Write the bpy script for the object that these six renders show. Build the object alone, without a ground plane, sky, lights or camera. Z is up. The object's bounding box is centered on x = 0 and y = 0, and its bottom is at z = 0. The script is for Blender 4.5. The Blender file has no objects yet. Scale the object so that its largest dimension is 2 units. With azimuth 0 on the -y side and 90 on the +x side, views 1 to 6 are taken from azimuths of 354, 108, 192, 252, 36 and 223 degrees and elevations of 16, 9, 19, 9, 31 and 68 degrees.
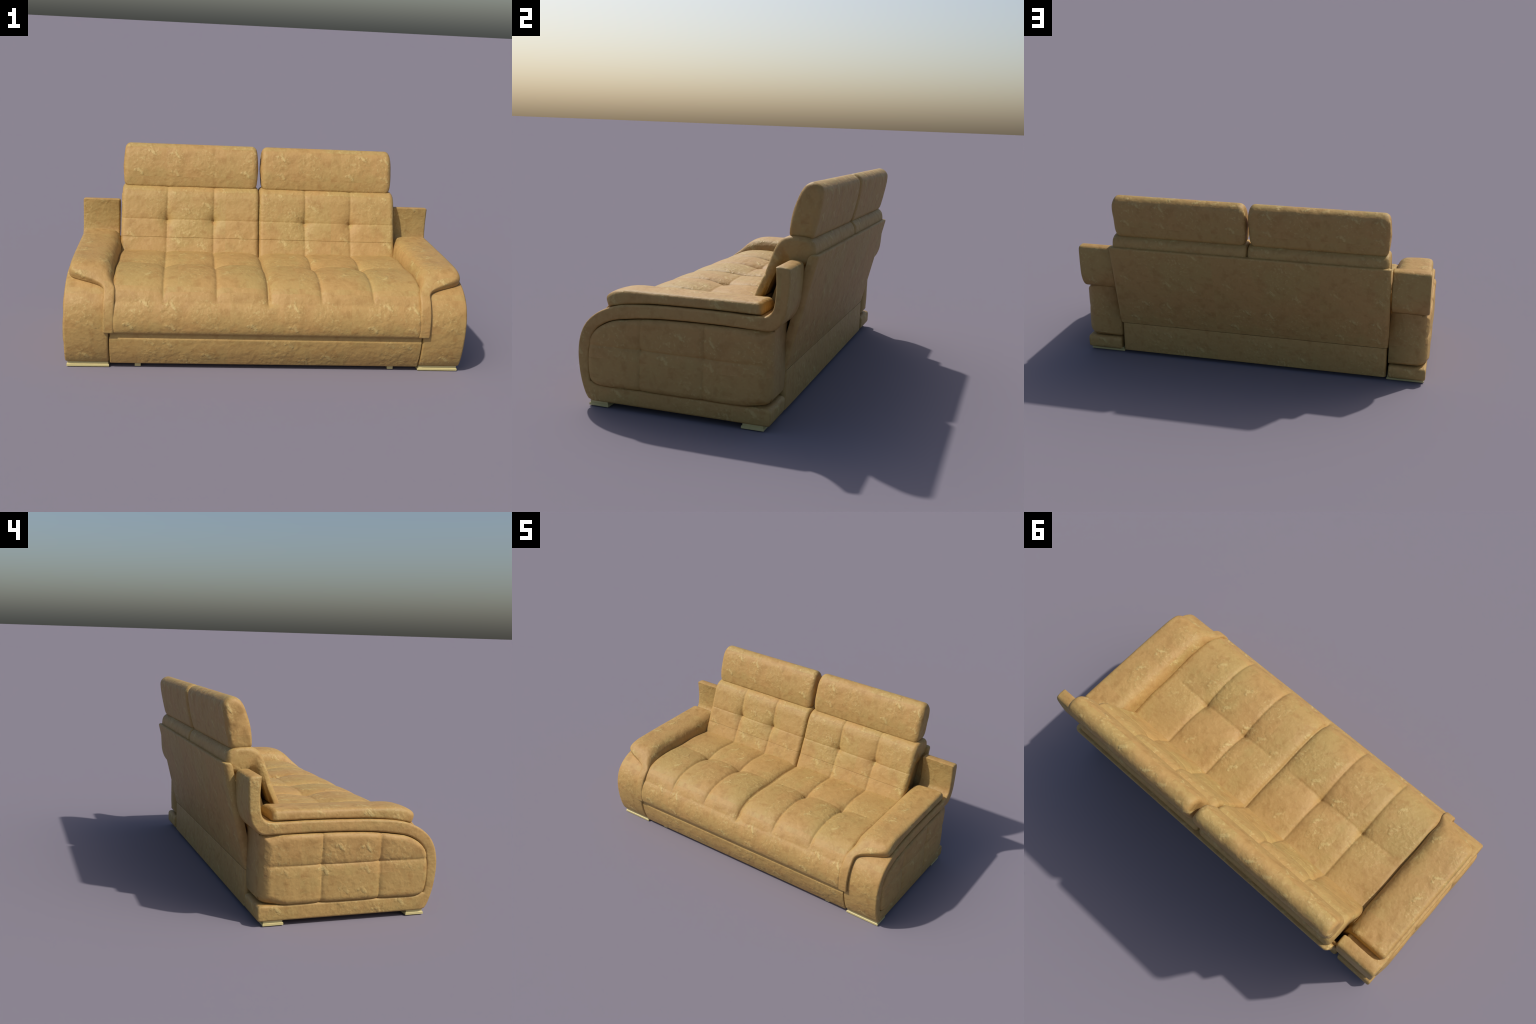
import bpy, bmesh, math
from mathutils import Vector, geometry

# ------------------------------------------------------------------ helpers
def smoothstep(a, b, x):
    t = max(0.0, min(1.0, (x - a) / (b - a)))
    return t * t * (3 - 2 * t)

def lerp_table(tab, x):
    if x <= tab[0][0]: return tab[0][1]
    for (x0, y0), (x1, y1) in zip(tab, tab[1:]):
        if x <= x1:
            return y0 + (y1 - y0) * smoothstep(x0, x1, x)
    return tab[-1][1]

def catmull(pts, closed, sub=12):
    """centripetal-ish smooth curve through control points; a point given with a
    third value > 0 is doubled, which keeps that corner crisp"""
    P = []
    for p in pts:
        P.append(Vector(p[:2]))
    n = len(P); out = []
    rng = range(n if closed else n - 1)
    for i in rng:
        p1, p2 = P[i], P[(i + 1) % n]
        p0 = P[(i - 1) % n] if (closed or i > 0) else p1 - (p2 - p1)
        p3 = P[(i + 2) % n] if (closed or i + 2 < n) else p2 + (p2 - p1)
        d1 = max((p1 - p0).length, 1e-5) ** .5
        d2 = max((p2 - p1).length, 1e-5) ** .5
        d3 = max((p3 - p2).length, 1e-5) ** .5
        m1 = ((p1 - p0) / d1 - (p2 - p0) / (d1 + d2) + (p2 - p1) / d2) * d2
        m2 = ((p2 - p1) / d2 - (p3 - p1) / (d2 + d3) + (p3 - p2) / d3) * d2
        for k in range(sub):
            t = k / sub; t2 = t * t; t3 = t2 * t
            out.append((2*t3-3*t2+1)*p1 + (t3-2*t2+t)*m1 + (-2*t3+3*t2)*p2 + (t3-t2)*m2)
    if not closed: out.append(P[-1].copy())
    return out

def resample(pts, n, closed):
    Q = list(pts) + ([pts[0]] if closed else [])
    L = [0.0]
    for a, b in zip(Q, Q[1:]): L.append(L[-1] + (b - a).length)
    out = []; j = 0
    m = n if closed else n - 1
    for k in range(n):
        s = L[-1] * k / m
        while j < len(L) - 2 and L[j + 1] < s: j += 1
        f = (s - L[j]) / max(L[j + 1] - L[j], 1e-9)
        out.append(Q[j].lerp(Q[j + 1], min(1, f)))
    return out

def normals2(pts, closed):
    n = len(pts); out = []
    for i in range(n):
        a = pts[(i - 1) % n] if closed or i > 0 else pts[0]
        b = pts[(i + 1) % n] if closed or i < n - 1 else pts[-1]
        t = (b - a).normalized()
        out.append(Vector((t.y, -t.x)))
    return out

def area2(pts):
    return 0.5 * sum(a.x * b.y - b.x * a.y for a, b in zip(pts, pts[1:] + pts[:1]))

def ccw(pts):
    return pts if area2(pts) > 0 else pts[::-1]

def rounded_poly(corners, seg=6):
    """corners: (x, y, radius) -> list of points, fixed count per corner"""
    n = len(corners); out = []
    for i, (x, y, r) in enumerate(corners):
        p = Vector((x, y)); a = Vector(corners[i - 1][:2]); b = Vector(corners[(i + 1) % n][:2])
        u = (a - p); v = (b - p)
        lu, lv = u.length, v.length
        u.normalize(); v.normalize()
        r = min(r, lu * .49, lv * .49)
        for k in range(seg + 1):
            t = k / seg
            out.append((p + u * r) * (1 - t) ** 2 + p * 2 * t * (1 - t) + (p + v * r) * t ** 2)
    return out

ROOT = None
def make_object(name, verts, faces, mat, parent, smooth=True, sharp=None):
    me = bpy.data.meshes.new(name)
    me.from_pydata([tuple(v) for v in verts], [], faces)
    bm = bmesh.new(); bm.from_mesh(me)
    bmesh.ops.recalc_face_normals(bm, faces=bm.faces)
    bm.to_mesh(me); bm.free()
    me.validate()
    me.materials.append(mat)
    if smooth:
        me.polygons.foreach_set("use_smooth", [True] * len(me.polygons))
        if sharp: me.set_sharp_from_angle(angle=math.radians(sharp))
    ob = bpy.data.objects.new(name, me)
    bpy.context.scene.collection.objects.link(ob)
    ob.parent = parent
    return ob

def loft(rings, caps=True):
    """closed rings, all of one length"""
    n = len(rings[0]); verts = [p for r in rings for p in r]; faces = []
    for i in range(len(rings) - 1):
        a, b = i * n, (i + 1) * n
        for j in range(n):
            k = (j + 1) % n
            faces.append((a + j, a + k, b + k, b + j))
    if caps:
        faces.append(tuple(range(n - 1, -1, -1)))
        faces.append(tuple(range((len(rings) - 1) * n, len(rings) * n)))
    return verts, faces

def extruded(name, outline, x0, x1, r, mat, parent, seg=4, lean=None):
    """outline (y,z) swept along x with rounded long edges of radius r"""
    pts = ccw(outline); nr = normals2(pts, True)
    rings = []
    def ring(x, inset):
        R = []
        for p, n in zip(pts, nr):
            q = p + (lean(p) if lean else -n) * inset
            R.append(Vector((x, q.x, q.y)))
        return R
    sg = 1 if x1 > x0 else -1
    for k in range(seg + 1):
        a = math.pi / 2 * k / seg
        rings.append(ring(x0 + sg * r * (1 - math.cos(a)), r * (1 - math.sin(a))))
    for k in range(seg, -1, -1):
        a = math.pi / 2 * k / seg
        rings.append(ring(x1 - sg * r * (1 - math.cos(a)), r * (1 - math.sin(a))))
    v, f = loft(rings)
    return make_object(name, v, f, mat, parent, sharp=50)

# ------------------------------------------------------------------ materials
# The hide repeats every TILE metres and is laid on each part from its six sides.
TILE = .595
# scuffs of one hide: (across, up, strength) measured from the strongest one
SCUFFS = [(0, 0, 1.0), (.131, -.010, .95), (-.073, -.103, .95), (.130, -.107, .75), (.347, -.109, .55), (.440, -.156, .55),
          (.195, .293, .9), (.144, .139, .9), (-.104, .160, .65), (.284, .112, .85), (.308, .322, .8), (.028, .400, .6), (.114, .393, .85)]

def suede(name):
    m = bpy.data.materials.new(name); m.use_nodes = True
    nt = m.node_tree; N = nt.nodes; L = nt.links
    bsdf = N["Principled BSDF"]
    def setin(sock, v):
        if isinstance(v, (int, float, tuple)): sock.default_value = v
        else: L.new(v, sock)
    def M(op, a, b=None, c=None, clamp=False):
        n = N.new("ShaderNodeMath"); n.operation = op; n.use_clamp = clamp
        for i, v in enumerate((a, b, c)):
            if v is not None: setin(n.inputs[i], v)
        return n.outputs[0]
    def V(op, a, b=None, c=None, out=0, scale=None):
        n = N.new("ShaderNodeVectorMath"); n.operation = op
        for i, v in enumerate((a, b, c)):
            if v is not None: setin(n.inputs[i], v)
        if scale is not None: setin(n.inputs["Scale"], scale)
        return n.outputs[out]
    def noise(vec, scale, detail=3, rough=.55, dist=0.0, out="Fac"):
        n = N.new("ShaderNodeTexNoise")
        n.inputs["Scale"].default_value = scale; n.inputs["Detail"].default_value = detail
        n.inputs["Roughness"].default_value = rough; n.inputs["Distortion"].default_value = dist
        L.new(vec, n.inputs["Vector"]); return n.outputs[out]
    def ramp(fac, a, b):
        n = N.new("ShaderNodeMapRange"); n.interpolation_type = 'SMOOTHSTEP'
        n.inputs["From Min"].default_value = a; n.inputs["From Max"].default_value = b
        if a > b:
            n.inputs["From Min"].default_value = b; n.inputs["From Max"].default_value = a
            n.inputs["To Min"].default_value = 1; n.inputs["To Max"].default_value = 0
        L.new(fac, n.inputs["Value"]); return n.outputs[0]
    def mixc(fac, a, b):
        n = N.new("ShaderNodeMix"); n.data_type = 'RGBA'
        setin(n.inputs[0], fac); setin(n.inputs[6], a); setin(n.inputs[7], b)
        return n.outputs[2]
    def pick(f, a, b):       # f ? b : a
        n = N.new("ShaderNodeMix"); n.data_type = 'FLOAT'
        setin(n.inputs[0], f); setin(n.inputs[2], a); setin(n.inputs[3], b)
        return n.outputs[0]
    def sep(v):
        n = N.new("ShaderNodeSeparateXYZ"); L.new(v, n.inputs[0]); return n.outputs
    def comb(x, y, z=0.0):
        n = N.new("ShaderNodeCombineXYZ")
        for i, v in enumerate((x, y, z)): setin(n.inputs[i], v)
        return n.outputs[0]
    tc = N.new("ShaderNodeTexCoord"); P = tc.outputs["Object"]
    x, y, z = sep(P)
    nx, ny, nz = sep(tc.outputs["Normal"])
    ax, ay, az = (M('ABSOLUTE', c) for c in (nx, ny, nz))
    is_side = M('GREATER_THAN', ax, M('MAXIMUM', ay, az))
    is_top = M('GREATER_THAN', az, M('MAXIMUM', ax, ay))
    u_front = M('MULTIPLY', x, M('MULTIPLY', M('SIGN', ny), -1.0))
    u_side = M('MULTIPLY', y, M('SIGN', nx))
    u = pick(is_side, u_front, u_side)
    u = pick(is_top, u, M('MULTIPLY', y, -1.0))
    v = pick(is_top, M('SUBTRACT', z, .354), M('SUBTRACT', x, .285))
    u = M('WRAP', M('ADD', u, .012), .4150, .4150 - TILE)
    v = M('WRAP', v, .4580, .4580 - TILE)
    T = comb(u, v)
    # scuffs: a dab and a short slanting stroke, ragged edges
    wob = V('SCALE', V('SUBTRACT', noise(T, 60, 3, .6, 0, "Color"), (.5, .5, .5)), scale=.017)
    W = V('MULTIPLY', V('ADD', T, wob), (1.0, 1.0, 0.0))
    d = (.017, -.020, 0.0); dd = d[0] ** 2 + d[1] ** 2
    pale = None; halo = None
    for cu, cv, st in SCUFFS:
        q = V('SUBTRACT', W, (cu, cv, 0.0))
        t = M('DIVIDE', V('DOT_PRODUCT', q, d, out=1), dd, clamp=True)
        d1 = V('LENGTH', V('SUBTRACT', q, V('SCALE', d, scale=t)), out=1)
        d2 = V('DISTANCE', q, (-.018, -.004, 0.0), out=1)
        mk = M('MULTIPLY', ramp(M('MINIMUM', d1, M('ADD', d2, .001)), .0125, .0025), st)
        hl = M('MULTIPLY', ramp(d1, .048, .010), st)
        pale = mk if pale is None else M('MAXIMUM', pale, mk)
        halo = hl if halo is None else M('MAXIMUM', halo, hl)
    # rubbed, speckled fields
    field = None
    for cu, cv, r in ((-.045, -.045, .085), (.285, -.055, .095), (.13, -.05, .07), (.22, .22, .12), (.05, .30, .10)):
        f = ramp(V('DISTANCE', W, (cu, cv, 0.0), out=1), r, r * .35)
        field = f if field is None else M('MAXIMUM', field, f)
    speck = noise(T, 62, 3, .6, .5)
    fine = M('MULTIPLY', ramp(speck, .53, .70), M('MULTIPLY_ADD', M('MAXIMUM', field, halo), .7, .32))
    m1 = noise(T, 16, 4, .62, .4)
    m2 = noise(V('ADD', T, (3.7, 1.3, 0.0)), 4.2, 2, .5, .3)
    m3 = noise(T, 95, 3, .6)
    tan   = (.418, .249, .084, 1)
    olive = (.398, .264, .088, 1)
    brown = (.322, .176, .052, 1)
    cream = (.540, .420, .170, 1)
    green = M('MULTIPLY', ramp(v, .05, .44), .60)
    c = mixc(M('MAXIMUM', ramp(m2, .40, .62), green), tan, olive)
    c = mixc(M('MULTIPLY', ramp(m1, .47, .68), .60), c, brown)
    c = mixc(M('MULTIPLY', M('MAXIMUM', field, halo), .35), c, olive)
    c = mixc(M('MULTIPLY', ramp(m3, .48, .72), .18), c, brown)
    c = mixc(M('MAXIMUM', M('MULTIPLY', M('MULTIPLY', pale, ramp(speck, .32, .58)), .58), M('MULTIPLY', fine, .46)), c, cream)
    L.new(c, bsdf.inputs["Base Color"])
    bsdf.inputs["Roughness"].default_value = .60
    bsdf.inputs["Specular IOR Level"].default_value = .35
    # relief: soft wrinkled hide with the scuffs standing proud
    wr = noise(P, 40, 2, .45, .2)
    lump = noise(P, 17, 2, .5, .3)
    amp = M('MULTIPLY_ADD', M('MAXIMUM', field, halo), .6, .55)
    h = M('MULTIPLY', M('MULTIPLY', wr, .0050), amp)
    h = M('MULTIPLY_ADD', lump, .0062, h)
    h = M('MULTIPLY_ADD', speck, .0012, h)
    h = M('MULTIPLY_ADD', pale, .0020, h)
    b = N.new("ShaderNodeBump"); b.inputs["Strength"].default_value = .75
    b.inputs["Distance"].default_value = 1.0
    L.new(h, b.inputs["Height"]); L.new(b.outputs[0], bsdf.inputs["Normal"])
    return m

def gilt():
    m = bpy.data.materials.new("pale_gold_foot"); m.use_nodes = True
    nt = m.node_tree; b = nt.nodes["Principled BSDF"]
    n = nt.nodes.new("ShaderNodeTexNoise"); n.inputs["Scale"].default_value = 30
    tc = nt.nodes.new("ShaderNodeTexCoord"); nt.links.new(tc.outputs["Object"], n.inputs["Vector"])
    r = nt.nodes.new("ShaderNodeValToRGB")
    r.color_ramp.elements[0].color = (.54, .46, .20, 1)
    r.color_ramp.elements[1].color = (.60, .52, .24, 1)
    nt.links.new(n.outputs["Fac"], r.inputs[0]); nt.links.new(r.outputs[0], b.inputs["Base Color"])
    b.inputs["Roughness"].default_value = .45
    return m

M_SEAT = M_BACK = M_HEAD = M_ARM = M_PAD = M_REAR = suede("tan_suede")
M_FOOT = gilt()

# ------------------------------------------------------------------ the sofa
sofa = bpy.data.objects.new("sofa", None)
bpy.context.scene.collection.objects.link(sofa)
sofa["label"] = "tan suede two-seat sofa with tufted seat, headrests and padded arms"
sofa["category"] = "sofa"

XC = -.004                       # plane between the two seat backs
COLS = (-.515, -.257, .257, .515)  # seams running front to back
CELL = .2575

def crease(d, w):
    return math.exp(-abs(d) / w)

# cushion whose (y,z) profile runs along x --------------------------------
def cushion(name, profile, x0, x1, mat, parent, nx, nv, disp, edge_r=.025, edge_fn=None, disp_dir=None,
            by_scale=False, width=None, bulge=.0, sub=14, cap_rings=5, rough=True):
    prof = resample(catmull(ccw([Vector(p) for p in profile]), True, sub), nv, True)
    nr = normals2(prof, True)
    cen = sum(prof, Vector((0, 0))) / len(prof)
    xm, hw = (x0 + x1) / 2, (x1 - x0) / 2
    # stations: dense round the ends
    ts = []
    for k in range(9):
        a = math.pi / 2 * k / 8
        ts.append((-1 + edge_r / hw * (1 - math.cos(a)), edge_r * (1 - math.sin(a))))
    n_in = nx
    for k in range(1, n_in):
        ts.append((-1 + edge_r / hw + 2 * (1 - edge_r / hw) * k / n_in, 0.0))
    ts += [(-t, e) for t, e in ts[8::-1]]
    rings = []
    def ringat(t, e, shrink=1.0, push=0.0):
        R = []
        for p, n in zip(prof, nr):
            w = width(p) if width else 1.0
            x = xm + hw * t * w
            if by_scale:
                d = (p - cen); q = cen + d * (1 - e / max(d.length, .02))
            else:
                q = p + (edge_fn(p, n) if edge_fn else -n) * e
            if disp: q = q + (disp_dir or n) * disp(x, q, n)
            if shrink != 1.0: q = cen + (q - cen) * shrink
            R.append(Vector((x + push, q.x, q.y)))
        return R
    for sh in ([.55, .80, .93] if by_scale else []):
        rings.append(ringat(-1, edge_r, sh, -bulge * (1 - sh * sh)))
    for t, e in ts: rings.append(ringat(t, e))
    for sh in ([.93, .80, .55] if by_scale else []):
        rings.append(ringat(1, edge_r, sh, bulge * (1 - sh * sh)))
    v, f = loft(rings)
    return make_object(name, v, f, mat, parent)

# ---- seat ---------------------------------------------------------------
SEAT_ROW = -.088
def seat_disp(x, q, n):
    y, z = q
    if z < .25 or y > .3: return 0.0
    top = smoothstep(.335, .40, z)               # the front panel is plain
    top0 = smoothstep(.325, .375, z)
    row = smoothstep(.37, .41, z)
    d = 0.0
    dy = y - SEAT_ROW
    # seams running front to back, deepest at the tufts
    dx = min(abs(x - c) for c in COLS)
    near = math.exp(-(dy / .09) ** 2)
    d -= top * ((.0085 + .006 * near) * crease(dx, .030) + .006 * crease(dx, .006))
    d0 = abs(x - XC)
    d -= top0 * (.023 * crease(d0, .032) + .010 * crease(d0, .006))
    # cross seam: a fine line between the puffs
    quiet = smoothstep(.0, .10, d0) * (1 - smoothstep(.66, .735, abs(x)))
    d -= row * quiet * (.0045 * crease(dy, .028) + .0025 * crease(dy, .005))
    for c in COLS:
        d -= row * .021 * math.exp(-math.hypot(x - c, dy) / .030)
    d -= .0030 * crease(math.hypot(y + .457, z - .349), .006)
    return d

seat_profile = [(-.466, .192), (-.486, .199), (-.495, .225), (-.494, .275), (-.480, .318), (-.458, .352),
                (-.430, .392), (-.395, .419), (-.330, .443), (-.22, .452), (-.088, .443), (.05, .444), (.16, .432),
                (.26, .425), (.31, .40), (.31, .22), (.27, .19), (0, .19), (-.40, .19)]
seat = cushion("seat_cushion", seat_profile, -.767, .767, M_SEAT, sofa, 300, 330, seat_disp, edge_r=.030)

# ---- front rail ---------------------------------------------------------
rail = rounded_poly([(-.430, .0195, .010), (-.462, .095, .06), (-.473, .173, .016), (-.38, .172, .01), (-.38, .0195, .01)], 8)
extruded("base_rail", rail, -.7700, .7700, .006, M_SEAT, sofa)
extruded("base_frame", rounded_poly([(-.469, .160, .004), (-.469, .20, .004), (.35, .20, .004), (.35, .06, .004), (-.40, .06, .004)], 2),
         -.768, .768, .004, M_REAR, sofa)

# ---- backrest cushions ---------------------------------------------------
BACK_ROW = .592
FRONT_LINE = [(.36, .152), (.39, .165), (.43, .183), (.465, .2005), (.4975, .2160), (.538, .232), (.596, .256), (.668, .284), (.715, .303), (.741, .324), (.768, .353)]
def lin(tab, x):
    if x <= tab[0][0]: return tab[0][1]
    for (x0, y0), (x1, y1) in zip(tab, tab[1:]):
        if x <= x1: return y0 + (y1 - y0) * (x - x0) / (x1 - x0)
    return tab[-1][1]
def back_edge(p, n):
    """how the profile draws in where the cushion ends: the front leans back, top and rear round over"""
    behind = p.x - lin(FRONT_LINE, p.y)
    a = max(smoothstep(.68, .73, p.y), smoothstep(.38, .42, p.x) if p.y > .6 else 0.0)
    lean = Vector((.93, -.37)) * max(0.0, 1 - max(0.0, behind) / .05)
    return lean * (1 - a) - n * a
def back_disp_for(cols, lo, hi):
    def back_disp(x, q, n):
        y, z = q
        if z > .80: return 0.0
        behind = y - lin(FRONT_LINE, z)
        k = (1 - smoothstep(.745, .79, z)) * (1 - smoothstep(.012, .050, behind))
        if k <= 0: return 0.0
        dx = min(abs(x - c) for c in cols)
        d = -k * ((.0055 + .006 * math.exp(-((z - BACK_ROW) / .07) ** 2)) * crease(dx, .030) + .004 * crease(dx, .006))
        dz = z - BACK_ROW
        d -= k * (.0028 * crease(dz, .026) + .0022 * crease(dz, .005))
        for c in cols:
            d -= k * .023 * math.exp(-math.hypot(x - c, dz) / .024)
        return d
    return back_disp

upper_profile = [(.2163, .4990), (.2170, .5005), (.232, .538), (.256, .596), (.284, .668), (.303, .715), (.324, .741), (.353, .756), (.40, .760),
                 (.443, .753), (.466, .734), (.474, .705), (.471, .668), (.458, .648), (.42, .640), (.345, .637), (.322, .622),
                 (.294, .567), (.270, .508), (.262, .500), (.24, .4985), (.2185, .4982), (.2168, .4984)]
lower_profile = [(.2168, .4976), (.2159, .4966), (.2153, .4950), (.200, .465), (.183, .430), (.165, .39), (.17, .36), (.25, .36), (.29, .40), (.275, .485), (.262, .496), (.24, .4978), (.2185, .4980)]
for side in (-1, 1):
    lo, hi = (-.7665, XC - .001) if side < 0 else (XC + .001, .7665)
    cols = tuple(c for c in COLS if c * side > 0)
    bd = back_disp_for(cols, lo, hi)
    b = cushion("backrest_cushion", upper_profile, lo, hi, M_BACK, sofa, 150, 420, bd, edge_r=.024, edge_fn=back_edge, disp_dir=Vector((-.93, .37)))
    cushion("lumbar_cushion", lower_profile, lo, hi, M_BACK, sofa, 150, 220, bd, edge_r=.024, edge_fn=back_edge, disp_dir=Vector((-.93, .37)))

# body that carries the backrest, seen in the gap beside it
extruded("backrest_body", rounded_poly([(.262, .40, .01), (.336, .642, .01), (.455, .642, .01), (.375, .44, .01), (.31, .25, .01), (.26, .25, .01)], 4),
         -.742, .742, .006, M_REAR, sofa)

# ---- headrests ------------------------------------------------------------
head_profile = [(.3515, .777), (.3535, .757), (.370, .7465), (.41, .741), (.440, .744), (.456, .759), (.468, .80), (.481, .86), (.490, .915),
                (.490, .950), (.474, .972), (.445, .982), (.420, .973), (.399, .951), (.376, .899), (.360, .845)]
def head_w(p):
    return 1.0 - .016 * ((p.y - .865) / .115) ** 2
def head_disp(x, q, n):
    return -.0012 * crease(min(abs(x - c) for c in (-.524, -.257, .257, .524)), .012) if n.x < 0 else 0.0
for xc, hw in ((-.3880, .3765), (.3785, .3755)):
    cushion("headrest", head_profile, xc - hw, xc + hw, M_HEAD, sofa, 120, 150, head_disp,
            edge_r=.032, by_scale=True, width=head_w, bulge=.003)

# ---- back shell and skirt --------------------------------------------------
shell = rounded_poly([(.374, .1955, .003), (.4935, .691, .014), (.452, .691, .014), (.334, .1955, .003)], 6)
def shell_lean(p):
    h = (p.y - .1955) / .4955
    w = max(0.0, min(1.0, (p.x - (.334 + .118 * h)) / (.040 + .001 * h)))
    return Vector((-.97 * w, .22 * w - .35 * smoothstep(.67, .69, p.y)))
extruded("backrest_panel", shell, -.778, .784, .024, M_REAR, sofa, seg=7, lean=shell_lean)
skirt = rounded_poly([(.374, .020, .006), (.374, .1940, .002), (.315, .1940, .003), (.315, .020, .004)], 5)
extruded("base_skirt", skirt, -.7705, .7685, .018, M_REAR, sofa, seg=6,
         lean=lambda p: Vector((-max(0.0, min(1.0, (p.x - .315) / .05)), 0.0)))

# ---- arms ---------------------------------------------------------------
frame_outer = [(.377, .665), (.381, .58), (.377, .521), (.370, .492), (.349, .469), (.30, .4635), (.155, .4650), (0, .4635), (-.15, .4595),
               (-.27, .449), (-.333, .434), (-.385, .410), (-.426, .379), (-.453, .345), (-.472, .297), (-.480, .235), (-.474, .155),
               (-.460, .092), (-.441, .044), (-.427, .026)]
frame_inner = [(-.417, .300), (-.388, .342), (-.326, .377), (-.246, .393), (-.142, .405), (.01, .411), (.158, .412), (.30, .4095), (.372, .412),
               (.405, .440), (.426, .488), (.434, .56), (.437, .64)]
core_outline = [(-.4215, .296), (-.390, .338), (-.328, .3735), (-.246, .3895), (-.142, .4015), (.01, .4075), (.158, .4085), (.30, .409), (.355, .413), (.3715, .409),
                (.3725, .38), (.3725, .34), (.3725, .25), (.371, .15), (.366, .113), (.345, .098), (.29, .0950), (.193, .0945), (-.006, .0945), (-.265, .0945), (-.385, .0965), (-.416, .114), (-.4265, .15), (-.4295, .236)]

def build_arm(s):
    X = lambda x: s * x
    # frame: plinth, front face, top band and rear wing in one sweep
    out = resample(catmull(frame_outer, False), 150, False)
    inn = resample(catmull(frame_inner, False), 100, False)
    wing_top = [Vector((.434, .656)), Vector((.427, .6635)), Vector((.41, .6675)), Vector((.392, .6685)), Vector((.381, .667))]
    bottom = rounded_poly([(-.418, .0225, .006), (.379, .0225, .014), (.381, .094, .022), (.34, .0945, .003), (-.365, .0945, .004), (-.402, .0985, .012), (-.4205, .116, .014)], 5)
    outline = out + bottom[1:] + [Vector((-.4255, .15)), Vector((-.4265, .236))] + inn + wing_top
    # resampled evenly so that the rounded edge is regular
    outline = resample(outline, 420, True)
    arm = extruded("armrest", outline, X(.7735), X(.9865), .011, M_ARM, sofa)
    for v in arm.data.vertices:                  # the inner side stands a little clear at the rear
        if abs(v.co.x) < .80: v.co.x += s * .0085 * smoothstep(-.30, .20, v.co.y)

    # tufted side cushion filling the frame
    O = ccw(resample(catmull(core_outline, True), 400, True))
    cen = Vector((-.02, .255))
    seg = [(O[i], O[(i + 1) % len(O)]) for i in range(0, len(O))]
    O2 = O[::4]
    def edge_dist(p):
        best = 9; bi = None
        for i in range(len(O2)):
            a, b = O2[i], O2[(i + 1) % len(O2)]
            ab = b - a; t = max(0, min(1, (p - a).dot(ab) / ab.length_squared))
            d = (a + ab * t - p).length_squared
            if d < best: best = d
        return math.sqrt(best)
    rs = [1 - (1 - k / 90) ** 1.35 for k in range(91)]
    rs = [r for r in rs if r > .004]
    rings = []
    rings.append([Vector((X(.7795), cen.x + (p.x - cen.x) * .01, cen.y + (p.y - cen.y) * .01)) for p in O])
    rings.append([Vector((X(.7795), p.x, p.y)) for p in O])
    for r in reversed(rs):
        R = []
        for p in O:
            q = cen + (p - cen) * r
            d = edge_dist(q)
            rear = smoothstep(.24, .36, q.x)
            rad = .026 + .034 * rear
            e = 0.0
            if d < rad: e = (rad - math.sqrt(max(0, rad * rad - (rad - d) ** 2))) * (.75 + .25 * rear)
            x = .9985 - .010 * rear - e
            cd = min(abs(q.x - .090), abs(q.x + .190)); rd = q.y - .2685
            x -= .007 * crease(cd, .025) + .0035 * crease(cd, .005)
            k = 1 - smoothstep(.31, .36, q.x)
            x -= k * (.006 * crease(rd, .025) + .0030 * crease(rd, .005))
            for c in (.090, -.190):
                x -= .006 * math.exp(-math.hypot(q.x - c, rd) / .016)
            R.append(Vector((X(x), q.x, q.y)))
        rings.append(R)
    v, f = loft(rings)
    make_object("armrest_panel", v, f, M_ARM, arm)

    # padded top that turns down the front as a roll
    path = resample(catmull([(-.4745, .150), (-.478, .197), (-.479, .245), (-.471, .300), (-.453, .345), (-.426, .379), (-.385, .410), (-.333, .433),
                             (-.25, .450), (-.15, .4605), (0, .4650), (.155, .4665), (.30, .4655), (.335, .466)], False), 460, False)
    path = [p for p in path if p.y > .197 or p.x > -.3]
    path = [p for p in path if p.x < .322]
    rings = []
    L = [0.0]
    for a, b in zip(path, path[1:]): L.append(L[-1] + (b - a).length)
    tot = L[-1]
    nr = normals2(path, False)
    xo_t = [(-.412, .799), (-.398, .812), (-.388, .835), (-.354, .955), (-.345, .971), (-.32, .974)]
    th_t = [(.0, .015), (.10, .019), (.20, .022), (.24, .025), (.27, .038), (.295, .054), (.32, .062), (.375, .061), (.44, .052), (.50, .048), (.71, .045), (.95, .049)]
    def linear(tab, x):
        if x <= tab[0][0]: return tab[0][1]
        for (x0, y0), (x1, y1) in zip(tab, tab[1:]):
            if x <= x1: return y0 + (y1 - y0) * (x - x0) / (x1 - x0)
        return tab[-1][1]
    def soften(a, w, times=3):
        for _ in range(times):
            a = [sum(a[max(0, min(len(a) - 1, i + k))] for k in range(-w, w + 1)) / (2 * w + 1) for i in range(len(a))]
        return a
    XO = soften([.799 if (p.x < -.418 or p.y < .37) else linear(xo_t, p.x) for p in path], 4)
    TH = soften([linear(th_t, l) for l in L], 6)
    nx_ = soften([n.x for n in nr], 5); ny_ = soften([n.y for n in nr], 5)
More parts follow.
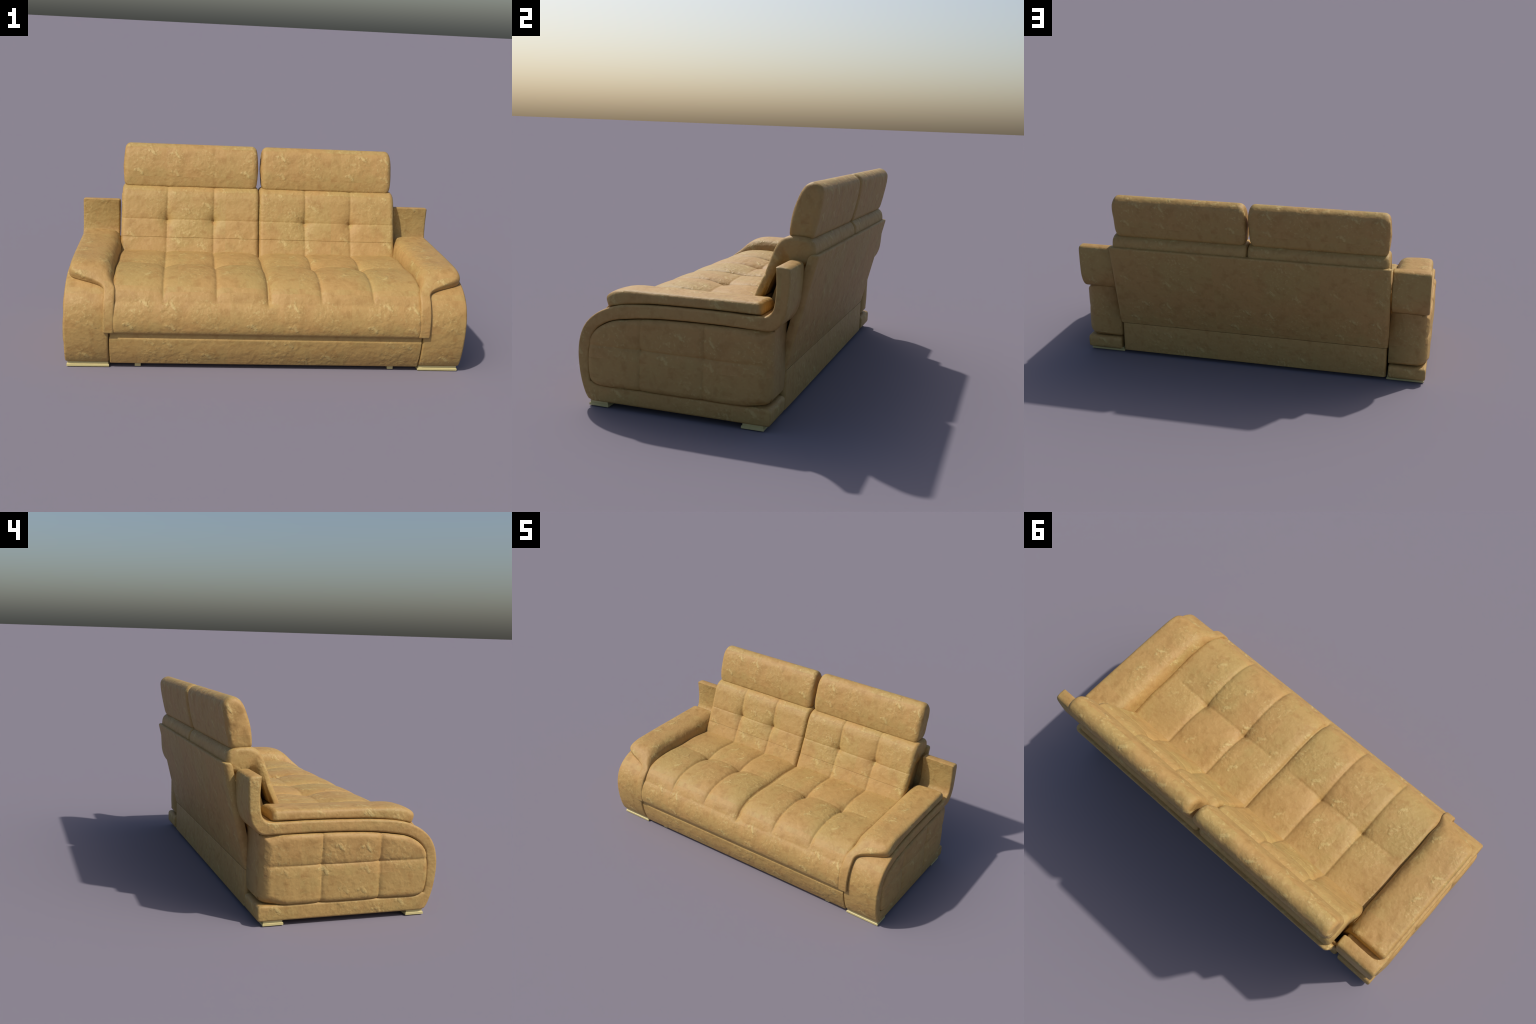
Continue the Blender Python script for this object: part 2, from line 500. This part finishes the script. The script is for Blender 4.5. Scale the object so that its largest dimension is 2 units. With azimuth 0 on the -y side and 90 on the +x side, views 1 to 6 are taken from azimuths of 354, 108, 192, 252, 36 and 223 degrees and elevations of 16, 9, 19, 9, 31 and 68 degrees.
    nr = [Vector(n).normalized() for n in zip(nx_, ny_)]
    for i, (p, l) in enumerate(zip(path, L)):
        n = -nr[i]
        xo, t = XO[i], TH[i]
        end = tot - l
        shrink = 0.0
        if end < .022: shrink = .022 - math.sqrt(max(0, .022 ** 2 - (.022 - end) ** 2))
        if l < .008: shrink = max(shrink, .6 * (.008 - math.sqrt(max(0, .008 ** 2 - (.008 - l) ** 2))))
        pad = smoothstep(.20, .30, l)
        t2 = t - shrink
        xi = .7445 + .004 * pad
        crown = .003 * pad
        ri = .022 + .075 * smoothstep(.20, .46, l)
        ro = .018 + .010 * pad
        drop = .045 + .050 * smoothstep(.32, .45, l)
        low = .0015 + .004 * pad * 0
        sec = rounded_poly([(xo - shrink * .6, low, .004 + .010 * pad), (xo - .003 * pad - shrink, t2, ro),
                            ((xo + xi) / 2 + .035 * pad, t2 + crown, .03 * pad + .002),
                            (xi + .026 * pad, t2 - .005 * pad, ri), (xi, -drop, .002), (.790, -drop, .002), (.790, low, .002)], 7)
        rings.append([Vector((X(q.x), p.x + n.x * q.y, p.y + n.y * q.y)) for q in sec])
    v, f = loft(rings)
    make_object("armrest_pad", v, f, M_PAD, arm)

    # feet
    for y0, y1 in ((-.427, -.338), (.257, .352)):
        rings = []
        for z, g in ((0, .003), (.0015, .0), (.011, .0), (.0135, .004), (.0245, .004)):
            rings.append([(X(.774 + g), y0 + g, z), (X(.979 - g), y0 + g, z), (X(.979 - g), y1 - g, z), (X(.774 + g), y1 - g, z)])
        v, f = loft([[Vector(p) for p in r] for r in rings])
        make_object("foot", v, f, M_FOOT, arm, smooth=False)

for s in (1, -1): build_arm(s)

# small glides under the front rail and the back skirt
for y0, y1 in ((-.412, -.380), (.200, .232)):
    for xc in (-.635, .635):
        rings = [[Vector((xc + a * w, yc, z)) for a, yc in ((-1, y0), (1, y0), (1, y1), (-1, y1))] for z, w in ((0.0, .0145), (.012, .0145), (.027, .017))]
        v, f = loft(rings)
        make_object("glide", v, f, M_FOOT, sofa, smooth=False)
